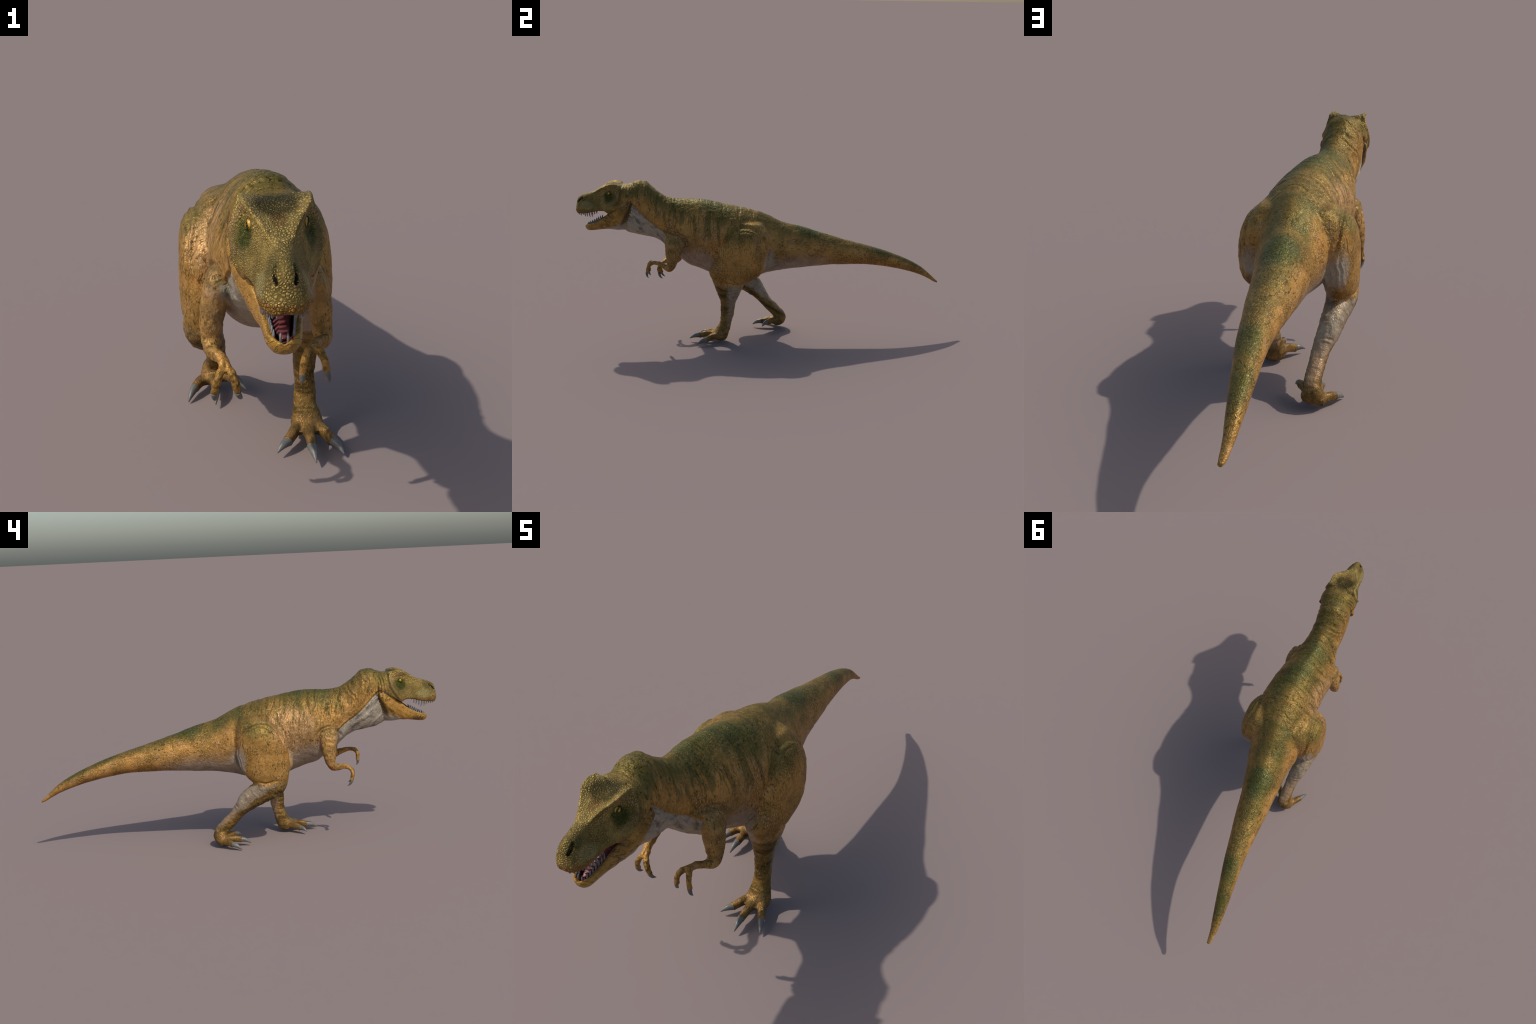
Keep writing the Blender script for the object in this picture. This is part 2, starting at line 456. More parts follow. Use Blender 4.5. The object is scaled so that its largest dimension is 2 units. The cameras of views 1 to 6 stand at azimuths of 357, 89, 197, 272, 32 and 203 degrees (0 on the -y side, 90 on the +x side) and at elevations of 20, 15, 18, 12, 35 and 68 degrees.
# fold where the arm leaves the shoulder
for cy, cz, sx in ((-.462, .520, 1), (-.450, .520, -1)):
    r = np.hypot((y - cy) / 1.0, (z - cz) / 1.1) + wob * .6
    m = smoothstep(.05, .08, x * sx) * smoothstep(cz - .01, cz + .03, z)
    disp += m * (-.0055 * np.exp(-((r - .066) / .007) ** 2) + .0040 * np.exp(-((r - .050) / .010) ** 2))
# stringy arms
for arm in ("arm_raised", "arm_lowered", "hand_raised", "hand_lowered"):
    disp += isl[arm] * (.0010 * noise(V, (150, 60, 60), 21) + .0008 * noise(V, 120, 22))
# general lumps and fine grain
big = np.where(isl["head"] | isl["lower_jaw"], .3, 1.0)
disp += big * (.0013 * noise(V, (22, 16, 22), 5) + .0008 * noise(V, (60, 40, 60), 6) + .0005 * noise(V, 130, 9)) * np.where(isl["trunk"] & (y > .55), .4, 1)
# head: eyelid rings, ridge behind the eye, lip bumps, snout knobs
for sx in (1, -1):
    eye = np.array([sx * .063, -.815, .799])
    re = np.linalg.norm((V - eye) * np.array([.5, 1, 1.15]), axis=1)
    m = (x * sx > .03) * isl["head"]
    ring = np.hypot(y + .812, (z - .786) * .95)
    disp -= m * .0072 * np.exp(-(ring / .025) ** 2)
    disp += m * .0022 * np.exp(-(np.linalg.norm(V - np.array([sx * .045, -.888, .755]), axis=1) / .016) ** 2)
    disp += m * .0010 * np.exp(-(np.linalg.norm(V - np.array([sx * .043, -.938, .735]), axis=1) / .018) ** 2)
    disp -= m * .0040 * np.exp(-(np.linalg.norm(V - np.array([sx * .044, -.910, .748]), axis=1) / .014) ** 2)
    disp -= m * .0020 * np.exp(-(re / .012) ** 2)
    disp += m * .0022 * np.exp(-((re - .0125) / .003) ** 2)
    disp += m * .0016 * np.sin(TAU * (re + wob * .15) / .0085) * np.exp(-((re - .026) / .011) ** 2)
    # curved ridge from brow down behind the eye to the cheek point
    ry = pchip([.69, .705, .73, .755, .78, .81, .85], [-.826, -.816, -.797, -.782, -.771, -.765, -.768], np.clip(z, .69, .85)) + .004
    disp += m * .0055 * np.exp(-((y - ry) / .0055) ** 2) * smoothstep(.69, .72, z) * (1 - smoothstep(.83, .85, z))
    disp -= m * .0050 * np.exp(-((y - ry - .014) / .006) ** 2) * smoothstep(.72, .76, z) * (1 - smoothstep(.83, .85, z))
    # sharp brow line and the hollow beneath it
    brow = np.array([(.022, -.900, .794), (.034, -.870, .813), (.049, -.845, .828), (.062, -.820, .841), (.0645, -.795, .846), (.063, -.770, .842), (.066, -.757, .832)]) * np.array([sx, 1, 1])
    bq = catmull(brow, 60)
    db = np.full(nv, 9.0)
    near = np.where(isl["head"] & (x * sx > 0))[0]
    dv = V[near][:, None] - bq[None]
    db[near] = np.sqrt((dv ** 2).sum(-1)).min(1)
    disp += .0042 * np.exp(-(db / .0045) ** 2)
    low = m * np.exp(-(np.linalg.norm((V - np.array([sx * .060, -.825, .815])) * np.array([.6, .6, 1]), axis=1) / .014) ** 2)
    disp -= .0040 * low
    # nostril slit
    a = np.array([sx * .0195, -.963, .766]); b = np.array([sx * .0165, -.983, .744])
    t = np.clip(((V - a) @ (b - a)) / ((b - a) @ (b - a)), 0, 1)
    dn = np.linalg.norm(V - (a + t[:, None] * (b - a)), axis=1)
    disp -= isl["head"] * .0110 * np.exp(-(dn / .0042) ** 2)
    disp += isl["head"] * .0018 * np.exp(-((dn - .0075) / .0028) ** 2)
lip = isl["head"] * np.exp(-((z - .703) / .010) ** 2) * (y < -.83)
disp += lip * .0010 * noise(V, 190, 31)
disp += isl["lower_jaw"] * smoothstep(-.88, -.82, y) * .0020 * noise(np.column_stack([x, .7 * y + .7 * z, .7 * z - .7 * y]), (30, 25, 85), 33)
V = V + N * disp[:, None]
V = taubin(V, 2)

# put the lowest point on the ground and keep the two-metre length
N = normals(V)

# ------------------------------------------------------------------ node material helpers
class Nodes:
    def __init__(self, name):
        self.mat = bpy.data.materials.new(name)
        self.mat.use_nodes = True
        self.t = self.mat.node_tree
        self.t.nodes.clear()
        self.out = self.t.nodes.new("ShaderNodeOutputMaterial")
        self.bsdf = self.t.nodes.new("ShaderNodeBsdfPrincipled")
        self.t.links.new(self.bsdf.outputs[0], self.out.inputs[0])
        self.obj = self.t.nodes.new("ShaderNodeTexCoord").outputs["Object"]
        sep = self.t.nodes.new("ShaderNodeSeparateXYZ")
        self.t.links.new(self.obj, sep.inputs[0])
        self.x, self.y, self.z = sep.outputs

    def put(self, sock, val):
        if isinstance(val, bpy.types.NodeSocket):
            self.t.links.new(val, sock)
        elif val is not None:
            sock.default_value = val

    def math(self, op, a, b=None, c=None, clamp=False):
        n = self.t.nodes.new("ShaderNodeMath"); n.operation = op; n.use_clamp = clamp
        self.put(n.inputs[0], a); self.put(n.inputs[1], b); self.put(n.inputs[2], c)
        return n.outputs[0]

    def add(self, a, b): return self.math("ADD", a, b)
    def sub(self, a, b): return self.math("SUBTRACT", a, b)
    def mul(self, a, b): return self.math("MULTIPLY", a, b)
    def inv(self, a): return self.math("SUBTRACT", 1.0, a)
    def maxi(self, a, b): return self.math("MAXIMUM", a, b)

    def step(self, v, lo, hi, a=0.0, b=1.0):
        n = self.t.nodes.new("ShaderNodeMapRange"); n.interpolation_type = "SMOOTHSTEP"
        self.put(n.inputs[0], v); self.put(n.inputs[1], lo); self.put(n.inputs[2], hi)
        self.put(n.inputs[3], a); self.put(n.inputs[4], b)
        return n.outputs[0]

    def curve(self, v, pts, lo, hi):
        """A plain function value(v), given by control points."""
        n = self.t.nodes.new("ShaderNodeFloatCurve")
        m = n.mapping; m.use_clip = False
        ys = [p[1] for p in pts]; b0, b1 = min(ys), max(ys)
        c = m.curves[0]
        q = [((a - lo) / (hi - lo), (b - b0) / (b1 - b0)) for a, b in pts]
        c.points[0].location = q[0]; c.points[1].location = q[-1]
        for p in q[1:-1]:
            c.points.new(*p)
        m.update()
        t = self.math("DIVIDE", self.sub(v, lo), hi - lo, clamp=True)
        self.put(n.inputs["Value"], t)
        return self.math("MULTIPLY_ADD", n.outputs[0], b1 - b0, b0)

    def noise(self, scale, detail=3.0, rough=.55, stretch=None, vec=None, distort=0.0):
        vec = vec or self.obj
        if stretch:
            mp = self.t.nodes.new("ShaderNodeMapping"); self.put(mp.inputs["Vector"], vec)
            mp.inputs["Scale"].default_value = stretch; vec = mp.outputs[0]
        n = self.t.nodes.new("ShaderNodeTexNoise")
        self.put(n.inputs["Vector"], vec); n.inputs["Scale"].default_value = scale
        n.inputs["Detail"].default_value = detail; n.inputs["Roughness"].default_value = rough
        n.inputs["Distortion"].default_value = distort
        return n.outputs[0]

    def warp(self, amount, scale):
        n = self.t.nodes.new("ShaderNodeTexNoise"); n.inputs["Scale"].default_value = scale
        self.put(n.inputs["Vector"], self.obj)
        a = self.t.nodes.new("ShaderNodeVectorMath"); a.operation = "SUBTRACT"
        self.put(a.inputs[0], n.outputs["Color"]); a.inputs[1].default_value = (.5, .5, .5)
        b = self.t.nodes.new("ShaderNodeVectorMath"); b.operation = "SCALE"
        self.put(b.inputs[0], a.outputs[0]); b.inputs["Scale"].default_value = amount
        c = self.t.nodes.new("ShaderNodeVectorMath"); c.operation = "ADD"
        self.put(c.inputs[0], self.obj); self.put(c.inputs[1], b.outputs[0])
        return c.outputs[0]

    def cells(self, scale, stretch=None, vec=None, feature="DISTANCE_TO_EDGE"):
        vec = vec or self.obj
        if stretch:
            mp = self.t.nodes.new("ShaderNodeMapping"); self.put(mp.inputs["Vector"], vec)
            mp.inputs["Scale"].default_value = stretch; vec = mp.outputs[0]
        n = self.t.nodes.new("ShaderNodeTexVoronoi"); n.feature = feature
        self.put(n.inputs["Vector"], vec); n.inputs["Scale"].default_value = scale
        return n.outputs["Distance"]

    def mix(self, f, a, b, mode="MIX"):
        n = self.t.nodes.new("ShaderNodeMix"); n.data_type = "RGBA"; n.blend_type = mode
        n.clamp_factor = True
        self.put(n.inputs[0], f)
        for s, v in ((n.inputs[6], a), (n.inputs[7], b)):
            self.put(s, v if isinstance(v, bpy.types.NodeSocket) else (*v, 1.0))
        return n.outputs[2]

    def spot(self, c, r, lo=1.0, hi=.55, vec=None):
        """Soft ellipsoid mask around c with radii r."""
        a = self.t.nodes.new("ShaderNodeVectorMath"); a.operation = "SUBTRACT"
        self.put(a.inputs[0], vec or self.obj); a.inputs[1].default_value = c
        b = self.t.nodes.new("ShaderNodeVectorMath"); b.operation = "DIVIDE"
        self.put(b.inputs[0], a.outputs[0]); b.inputs[1].default_value = (r, r, r) if isinstance(r, (int, float)) else r
        l = self.t.nodes.new("ShaderNodeVectorMath"); l.operation = "LENGTH"
        self.put(l.inputs[0], b.outputs[0])
        return self.step(l.outputs["Value"], lo, hi)

    def bump(self, height, strength, dist, normal=None):
        n = self.t.nodes.new("ShaderNodeBump"); n.inputs["Strength"].default_value = strength
        n.inputs["Distance"].default_value = dist
        self.put(n.inputs["Height"], height)
        if normal:
            self.put(n.inputs["Normal"], normal)
        return n.outputs[0]

# ------------------------------------------------------------------ skin
def skin_material():
    m = Nodes("scaly_skin")
    y, z = m.y, m.z
    ax = m.math("ABSOLUTE", m.x)
    w = m.warp(.05, 9)
    n_big = m.noise(7, 3)
    n_mid = m.noise(26, 4, .6)
    n_fine = m.noise(95, 4, .65)
    lo, hi = -0.77, 1.0
    rows = [r for r in TRUNK if r[0] not in (-0.770, 0.985, 0.95)]
    top = m.curve(y, [(r[0], r[2]) for r in rows], lo, hi)
    bot = m.curve(y, [(r[0], r[3]) for r in rows], lo, hi)
    h = m.math("DIVIDE", m.sub(z, bot), m.maxi(m.sub(top, bot), .012))
    hn = m.add(h, m.mul(m.sub(n_big, .5), .34))           # ragged version of the height in the trunk
    hn = m.add(hn, m.mul(m.sub(n_fine, .5), .22))

    gold, olive, tan = (.430, .225, .062), (.205, .122, .034), (.48, .285, .140)
    green, moss, rust = (.042, .056, .011), (.066, .096, .034), (.38, .175, .046)
    pale, grey = (.38, .325, .25), (.085, .080, .078)
    col = m.mix(m.mul(m.step(n_big, .42, .62), .60), gold, olive)
    col = m.mix(m.mul(m.step(m.noise(12, 3), .52, .68), .6), col, rust)
    col = m.mix(m.mul(m.step(n_mid, .48, .7), .45), col, tan)
    # warm flanks, olive shoulders, rusty tail underside
    col = m.mix(m.mul(m.spot((-.1, -.27, .60), (.3, .15, .13), vec=w), .55), col, tan)
    col = m.mix(m.mul(m.step(hn, .62, .95), .6), col, (.165, .115, .030))
    col = m.mix(m.mul(m.mul(m.step(y, .25, .6), m.step(hn, .5, .2)), .5), col, rust)
    # green blotches along the back
    blot = m.noise(5.5, 2, .5, stretch=(.5, 1, .3))
    fade = m.step(y, .95, .80)
    dors = m.mul(m.mul(m.step(hn, .68, 1.0), m.step(blot, .36, .62, .22, 1.0)), fade)
    col = m.mix(m.mul(dors, .85), col, m.mix(m.step(m.noise(11, 3), .40, .62), green, moss))
    # bars down the neck and the shoulder
    bars = m.noise(42, 2.5, .55, stretch=(.10, 1, .16), vec=m.warp(.03, 9))
    col = m.mix(m.mul(m.mul(m.step(bars, .52, .62), m.mul(m.step(hn, .40, .70), m.step(y, .1, -.25))), .60), col, (.060, .055, .015))
    # pale throat and belly, pale strip below the tail root
    edge = m.curve(y, THROAT, -.77, -.44)
    tl = m.add(m.sub(edge, z), m.mul(m.sub(n_fine, .5), .012))
    zone = m.mul(m.mul(m.step(h, -.14, -.06), m.step(y, -.44, -.50)), m.mul(m.step(y, -.775, -.765), m.step(ax, .115, .100)))
    thr = m.mul(m.step(tl, -.002, .010), zone)
    rim = m.mul(m.mul(m.step(tl, -.022, -.008), m.step(tl, .006, -.002)), zone)
    col = m.mix(m.mul(rim, .6), col, (.33, .165, .035))
    inner = m.mul(m.step(h, -.16, -.08), m.step(ax, .15, .12))
    belly_zone = m.mul(inner, m.mul(m.step(y, -.52, -.46), m.step(y, .45, .22)))
    flesh = m.mul(m.step(hn, .52, .30), belly_zone)
    bel = m.mul(m.step(hn, .36, .14), belly_zone)
    col = m.mix(m.mul(flesh, .7), col, (.30, .185, .10))
    und = m.maxi(thr, bel)
    mp = m.t.nodes.new("ShaderNodeMapping"); m.put(mp.inputs["Vector"], w); mp.inputs["Rotation"].default_value = (.75, 0, 0)
    streak = m.noise(34, 4, .62, stretch=(1, .30, 1), vec=mp.outputs[0])
    palec = m.mix(m.mul(m.step(streak, .48, .66), m.mul(thr, .85)), pale, (.115, .108, .104))
    palec = m.mix(m.mul(m.step(y, -.50, -.42), .75), palec, m.mix(m.step(n_mid, .4, .65), (.33, .245, .175), (.24, .165, .115)))
    col = m.mix(und, col, palec)

    line = m.math("MULTIPLY_ADD", m.sub(z, .64), .474, -.745)  # crease shadow behind the jaw, painted as a dark band
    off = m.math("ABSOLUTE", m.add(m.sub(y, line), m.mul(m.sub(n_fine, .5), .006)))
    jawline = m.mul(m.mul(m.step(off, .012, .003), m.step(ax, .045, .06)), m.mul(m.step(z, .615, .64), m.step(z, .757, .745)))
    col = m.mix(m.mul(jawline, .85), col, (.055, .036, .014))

    # legs: golden brown, pale calves and hams, dark bars on shins, brown feet
    ham = None
    for c, r, colr, k in (
            ((.165, -.12, .48), (.07, .15, .16), gold, .5), ((-.175, -.12, .47), (.07, .15, .16), (.39, .205, .055), .7),
            ((.165, -.12, .61), (.09, .13, .07), (.080, .085, .020), .55), ((-.175, -.12, .61), (.09, .13, .07), (.085, .090, .022), .55),
            ((-.16, -.002, .42), (.10, .055, .125), pale, .95), ((.13, .045, .43), (.10, .045, .11), pale, .85),
            ((-.085, -.10, .31), (.04, .20, .14), pale, .6), ((.080, -.15, .31), (.035, .2, .14), pale, .6)):
        sp = m.mul(m.spot(c, r, 1.0, .35, vec=m.warp(.05, 14)), k)
        col = m.mix(sp, col, colr)
        if colr is pale:
            ham = sp if ham is None else m.maxi(ham, sp)
    # lower legs: pale calf turning flesh brown towards the heel, dark barred shin
    rough_edge = m.add(m.mul(m.sub(n_mid, .5), .05), m.mul(m.sub(n_fine, .5), .03))
    below = m.step(m.add(z, rough_edge), .335, .312)
    below = m.mul(below, m.step(y, .22, .18))
    right = m.mul(m.step(m.x, -.05, -.075), below)
    left = m.mul(m.step(m.x, .05, .075), below)
    calfc = m.mix(m.step(m.add(z, rough_edge), .13, .26), (.31, .205, .125), m.mix(m.step(n_mid, .36, .62), (.38, .325, .245), (.27, .215, .155)))
    col = m.mix(m.mul(m.maxi(right, left), .88), col, calfc)
    pr = m.add(m.add(m.mul(y, -.61), m.mul(z, -.79)), rough_edge)
    pl = m.sub(m.mul(rough_edge, .8), y)
    shin = m.maxi(m.mul(right, m.step(pr, -.165, -.135)), m.mul(left, m.step(pl, .165, .195)))
    pale_leg = m.maxi(ham, m.mul(m.maxi(right, left), m.inv(shin)))
    col = m.mix(m.mul(shin, .92), col, (.21, .118, .028))
    mpb = m.t.nodes.new("ShaderNodeMapping"); m.put(mpb.inputs["Vector"], w); mpb.inputs["Rotation"].default_value = (.35, 0, 0)
    sbar = m.noise(36, 3, .5, stretch=(.3, .35, 1.5), vec=mpb.outputs[0])
    col = m.mix(m.mul(m.mul(shin, m.step(sbar, .46, .62)), .75), col, (.045, .030, .010))
    foot = m.step(m.add(z, m.mul(m.sub(n_mid, .5), .03)), .095, .06)
    col = m.mix(m.mul(foot, .9), col, m.mix(m.step(n_mid, .35, .65), (.255, .140, .046), (.115, .068, .022)))
    # arms: flesh brown with a red elbow and golden fingers
    arm = m.maxi(m.spot((.125, -.49, .455), (.06, .085, .095), 1.0, .7), m.spot((-.125, -.475, .45), (.06, .085, .095), 1.0, .7))
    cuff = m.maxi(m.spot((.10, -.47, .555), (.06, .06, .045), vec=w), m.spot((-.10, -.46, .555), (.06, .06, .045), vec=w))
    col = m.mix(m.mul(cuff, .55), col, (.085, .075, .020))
    col = m.mix(m.mul(arm, .85), col, m.mix(m.step(n_mid, .40, .64), (.40, .225, .072), (.24, .135, .045)))
    elbow = m.maxi(m.spot((.13, -.475, .39), .042), m.spot((-.133, -.45, .375), .042))
    col = m.mix(m.mul(elbow, .7), col, (.30, .095, .035))
    fing = m.maxi(m.spot((.097, -.61, .41), (.06, .035, .07)), m.spot((-.10, -.565, .345), (.06, .035, .07)))
    col = m.mix(m.mul(fing, .85), col, m.mix(m.step(m.noise(70, 2), .5, .6), (.32, .165, .04), (.11, .07, .02)))
    # head: olive yellow, green eye patches, pale snout, brown lips
    head = m.step(m.add(y, m.mul(m.sub(n_mid, .5), .03)), -.735, -.765)
    col = m.mix(head, col, m.mix(m.step(n_big, .38, .6), (.44, .305, .092), (.265, .185, .056)))
    crown = m.spot((0, -.802, .84), (.058, .065, .05), vec=m.warp(.02, 25))
    col = m.mix(m.mul(crown, .92), col, (.048, .038, .012))
    col = m.mix(m.mul(m.spot((0, -.85, .82), (.022, .03, .03)), .5), col, (.13, .055, .018))
    for sx in (1, -1):
        wide = m.spot((sx * .066, -.81, .772), (.05, .050, .055), vec=m.warp(.02, 25))
        col = m.mix(m.mul(wide, .55), col, (.11, .105, .030))
        col = m.mix(m.mul(m.spot((sx * .066, -.818, .782), (.04, .034, .038), vec=m.warp(.012, 30)), .85), col, (.045, .066, .013))
        col = m.mix(m.mul(m.spot((sx * .05, -.935, .725), (.04, .045, .033), vec=m.warp(.02, 25)), .65), col, (.43, .36, .150))
        col = m.mix(m.mul(m.spot((sx * .03, -.955, .765), (.03, .03, .02), vec=m.warp(.02, 25)), .5), col, (.10, .105, .040))
        for c in ((.066, -.757, .832), (.064, -.775, .843), (.0645, -.795, .846), (.062, -.818, .841), (.050, -.842, .829), (.036, -.866, .814), (.026, -.888, .800)):  # brow ridge lightened in colour for its sunlit highlight
            col = m.mix(m.mul(m.spot((sx * c[0], c[1], c[2]), .0125, 1.0, .3), .55), col, (.42, .28, .085))
        r2 = m.math("SQRT", m.add(m.math("POWER", m.add(y, .812), 2.0), m.math("POWER", m.sub(z, .786), 2.0)))
        shell = m.mul(m.mul(m.step(r2, .032, .040), m.step(r2, .058, .048)), m.mul(m.step(m.mul(m.x, sx), .04, .05), m.step(y, -.85, -.80)))
        col = m.mix(m.mul(shell, .55), col, (.36, .225, .105))
    lipm = m.mul(m.step(y, -.80, -.84), m.mul(m.step(m.add(z, m.mul(m.sub(n_fine, .5), .02)), .714, .700), m.step(z, .66, .675)))
    col = m.mix(m.mul(lipm, .8), col, (.31, .145, .034))
    cheek = m.maxi(m.spot((.07, -.82, .70), (.03, .03, .022)), m.spot((-.07, -.82, .70), (.03, .03, .022)))
    col = m.mix(m.mul(cheek, .6), col, (.31, .150, .050))

    # scale pattern: pebbles on the head, short dark flecks and cracks on the body
    wv = m.warp(.006, 60)
    tile = lambda f, a, b: (lambda n: (m.put(n.inputs[0], f), m.put(n.inputs[2], a), m.put(n.inputs[3], b), n.outputs[0])[-1])(m.t.nodes.new("ShaderNodeMix"))
    top_head = m.maxi(m.step(z, .765, .800), m.step(y, -.955, -.975))
    plates = tile(top_head, m.cells(270, vec=wv), m.cells(165, vec=wv))
    plate_dome = m.step(plates, .02, .34)
    plate_gap = m.step(plates, .24, .05)
    rear = m.step(y, -.04, .10)
    w3 = m.warp(.014, 50)
    cracks = tile(rear, m.cells(120, stretch=(1.1, 1.5, .62), vec=w3), m.cells(120, stretch=(1.1, .80, 1.25), vec=w3))
    crack_dome = m.step(cracks, .0, .30)
    crack_gap = m.step(cracks, .20, .04)
    dash = tile(rear, m.noise(92, 2.5, .6, stretch=(1, 1.8, .60), vec=w3), m.noise(92, 2.5, .6, stretch=(1, .62, 1.8), vec=w3))
    fleck = m.step(dash, .54, .64)
    patch1 = m.step(m.noise(11, 3), .40, .60)
    patch2 = m.step(m.noise(13, 3, vec=m.warp(.3, 2)), .36, .56)
    calm = m.inv(m.mul(m.maxi(fing, foot), .6))
    dark_b = m.mul(m.maxi(m.mul(m.mul(crack_gap, patch1), .72), m.mul(m.mul(fleck, patch2), .85)), calm)
    dark_h = m.mul(plate_gap, m.step(m.noise(20, 2), .25, .6, .35, .85))
    dark = m.mul(tile(head, dark_b, dark_h), m.inv(m.mul(m.maxi(und, pale_leg), .75)))
    col = m.mix(dark, col, m.mix(.80, col, (.012, .010, .004)))
    # soft tonal mottling: darker and lighter specks
    speck = m.noise(120, 4, .7)
    col = m.mix(m.mul(m.step(speck, .52, .68), m.sub(.42, m.mul(m.maxi(und, pale_leg), .30))), col, m.mix(.75, col, (.02, .015, .006)))
    col = m.mix(m.mul(m.step(speck, .46, .32), .30), col, m.mix(.45, col, (.62, .40, .14)))
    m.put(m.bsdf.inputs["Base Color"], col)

    body_h = m.sub(m.add(m.mul(crack_dome, .24), m.mul(n_fine, .42)), m.mul(fleck, .34))
    height = tile(head, body_h, m.add(plate_dome, m.mul(n_fine, .25)))
    nrm = m.bump(height, .70, .0028)
    nrm = m.bump(m.noise(330, 3), .14, .0010, nrm)
    m.put(m.bsdf.inputs["Normal"], nrm)
    m.put(m.bsdf.inputs["Roughness"], m.step(n_mid, .3, .7, .36, .50))
    m.bsdf.inputs["Specular IOR Level"].default_value = .15
    m.bsdf.inputs["Specular Tint"].default_value = (1.0, .80, .45, 1)
    m.bsdf.inputs["Metallic"].default_value = .28
    return m.mat

def jaw_material():
    m = Nodes("ochre_jaw_skin")
    n1 = m.noise(20, 3); n2 = m.noise(90, 4)
    col = m.mix(m.step(n1, .4, .65), (.37, .188, .036), (.235, .115, .022))
    col = m.mix(m.mul(m.spot((0, -.94, .62), (.05, .03, .02)), .5), col, (.36, .20, .03))
    mp = m.t.nodes.new("ShaderNodeMapping"); m.put(mp.inputs["Vector"], m.warp(.02, 30)); mp.inputs["Rotation"].default_value = (.6, 0, 0)
    groove = m.noise(40, 3, .6, stretch=(1, .5, 1.8), vec=mp.outputs[0])
    ridge = m.math("ABSOLUTE", m.sub(groove, .5))
    gm = m.mul(m.step(ridge, .055, .01), m.step(m.noise(14, 2), .38, .55))
    col = m.mix(m.mul(gm, .8), col, (.03, .022, .007))
    low = m.add(m.sub(m.z, m.mul(m.add(m.y, .80), .45)), m.mul(m.sub(n1, .5), .02))
    thr = m.mul(m.step(low, .625, .606), m.step(m.y, -.84, -.79))
    col = m.mix(thr, col, (.33, .27, .20))
    line = m.math("MULTIPLY_ADD", m.sub(m.z, .64), .474, -.745)  # rear jaw edge tinted shadow brown, meeting the skin's painted crease
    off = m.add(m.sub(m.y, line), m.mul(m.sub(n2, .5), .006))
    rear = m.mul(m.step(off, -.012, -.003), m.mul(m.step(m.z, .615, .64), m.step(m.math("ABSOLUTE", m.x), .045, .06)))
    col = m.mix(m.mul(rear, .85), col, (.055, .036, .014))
    cells = m.cells(210, vec=m.warp(.006, 60))
    gap = m.mul(m.step(cells, .12, .02), m.step(m.noise(22, 2), .42, .6))
    col = m.mix(m.mul(gap, .7), col, (.03, .024, .008))
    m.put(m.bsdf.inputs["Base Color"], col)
    m.put(m.bsdf.inputs["Normal"], m.bump(m.add(m.mul(m.step(cells, 0, .3), .5), m.add(n2, m.step(ridge, 0, .05))), .5, .0018))
    m.bsdf.inputs["Roughness"].default_value = .38
    m.bsdf.inputs["Specular Tint"].default_value = (1.0, .80, .45, 1)
    return m.mat

def plain(name, a, b, scale, rough=.5, stretch=None, bump=.2, dist=.001):
    m = Nodes(name)
    n = m.noise(scale, 4, .6, stretch=stretch)
    m.put(m.bsdf.inputs["Base Color"], m.mix(m.step(n, .35, .65), a, b))
    m.put(m.bsdf.inputs["Normal"], m.bump(n, bump, dist))
    m.bsdf.inputs["Roughness"].default_value = rough
    return m.mat

SKIN = skin_material()
JAWSKIN = jaw_material()
CLAW = plain("grey_horn", (.135, .128, .112), (.095, .090, .080), 45, .45)
TOOTH = plain("grey_tooth", (.175, .17, .16), (.115, .112, .108), 120, .4)
FLESH = plain("wet_mouth_flesh", (.15, .035, .04), (.05, .010, .014), 45, .35, stretch=(.4, 2.2, .6), bump=.5, dist=.003)
TONGUE = plain("tongue_flesh", (.20, .055, .055), (.10, .022, .026), 70, .4, stretch=(.3, 1.6, .5), bump=.6, dist=.003)
DARK = plain("nostril_hollow", (.016, .014, .008), (.008, .007, .004), 60, .9)
DARK.node_tree.nodes["Principled BSDF"].inputs["Specular IOR Level"].default_value = .05

def eye_material():
    m = Nodes("amber_eye")
    r = m.math("SQRT", m.add(m.mul(m.y, m.y), m.mul(m.z, m.z)))
    slit = m.math("SQRT", m.add(m.mul(m.mul(m.y, m.y), 4.5), m.mul(m.mul(m.z, m.z), .6)))
    n = m.noise(500, 3)
    col = m.mix(m.step(n, .35, .65), (.62, .33, .03), (.42, .20, .015))
    col = m.mix(m.step(slit, .0060, .0045), col, (.006, .006, .01))
    col = m.mix(m.step(r, .0098, .0112), col, (.03, .025, .01))
    m.put(m.bsdf.inputs["Base Color"], col)
    m.bsdf.inputs["Roughness"].default_value = .28
    return m.mat
EYE = eye_material()

# ------------------------------------------------------------------ split the skin into named parts
root = bpy.data.objects.new("tyrannosaurus", None)
bpy.context.scene.collection.objects.link(root)
root["label"] = "striding green and ochre tyrannosaur with open toothy jaws"
root["category"] = "dinosaur"

FA = F4 if F4 is not None else None
quads = FA
C = V[quads].mean(1)
fl = np.array([np.bincount(vl[q], minlength=len(names)).argmax() for q in quads])
region = np.empty(nf, object)
region[:] = "torso"
cy = C[:, 1]
tk = fl == code["trunk"]
region[tk & (cy < -.53)] = "neck"
region[tk & (cy > .10)] = "tail"
for n in ("head", "lower_jaw"):
    region[fl == code[n]] = n
region[fl == code["leg_planted"]] = "leg_planted"
region[fl == code["leg_trailing"]] = "leg_trailing"
for s in ("planted", "trailing"):
    region[fl == code["foot_" + s]] = "foot_" + s
region[(fl == code["leg_planted"]) & (C[:, 2] < .065)] = "foot_planted"
region[(fl == code["leg_trailing"]) & (C[:, 2] < .075)] = "foot_trailing"
for s in ("raised", "lowered"):
    region[fl == code["arm_" + s]] = "arm_" + s
    region[fl == code["hand_" + s]] = "hand_" + s
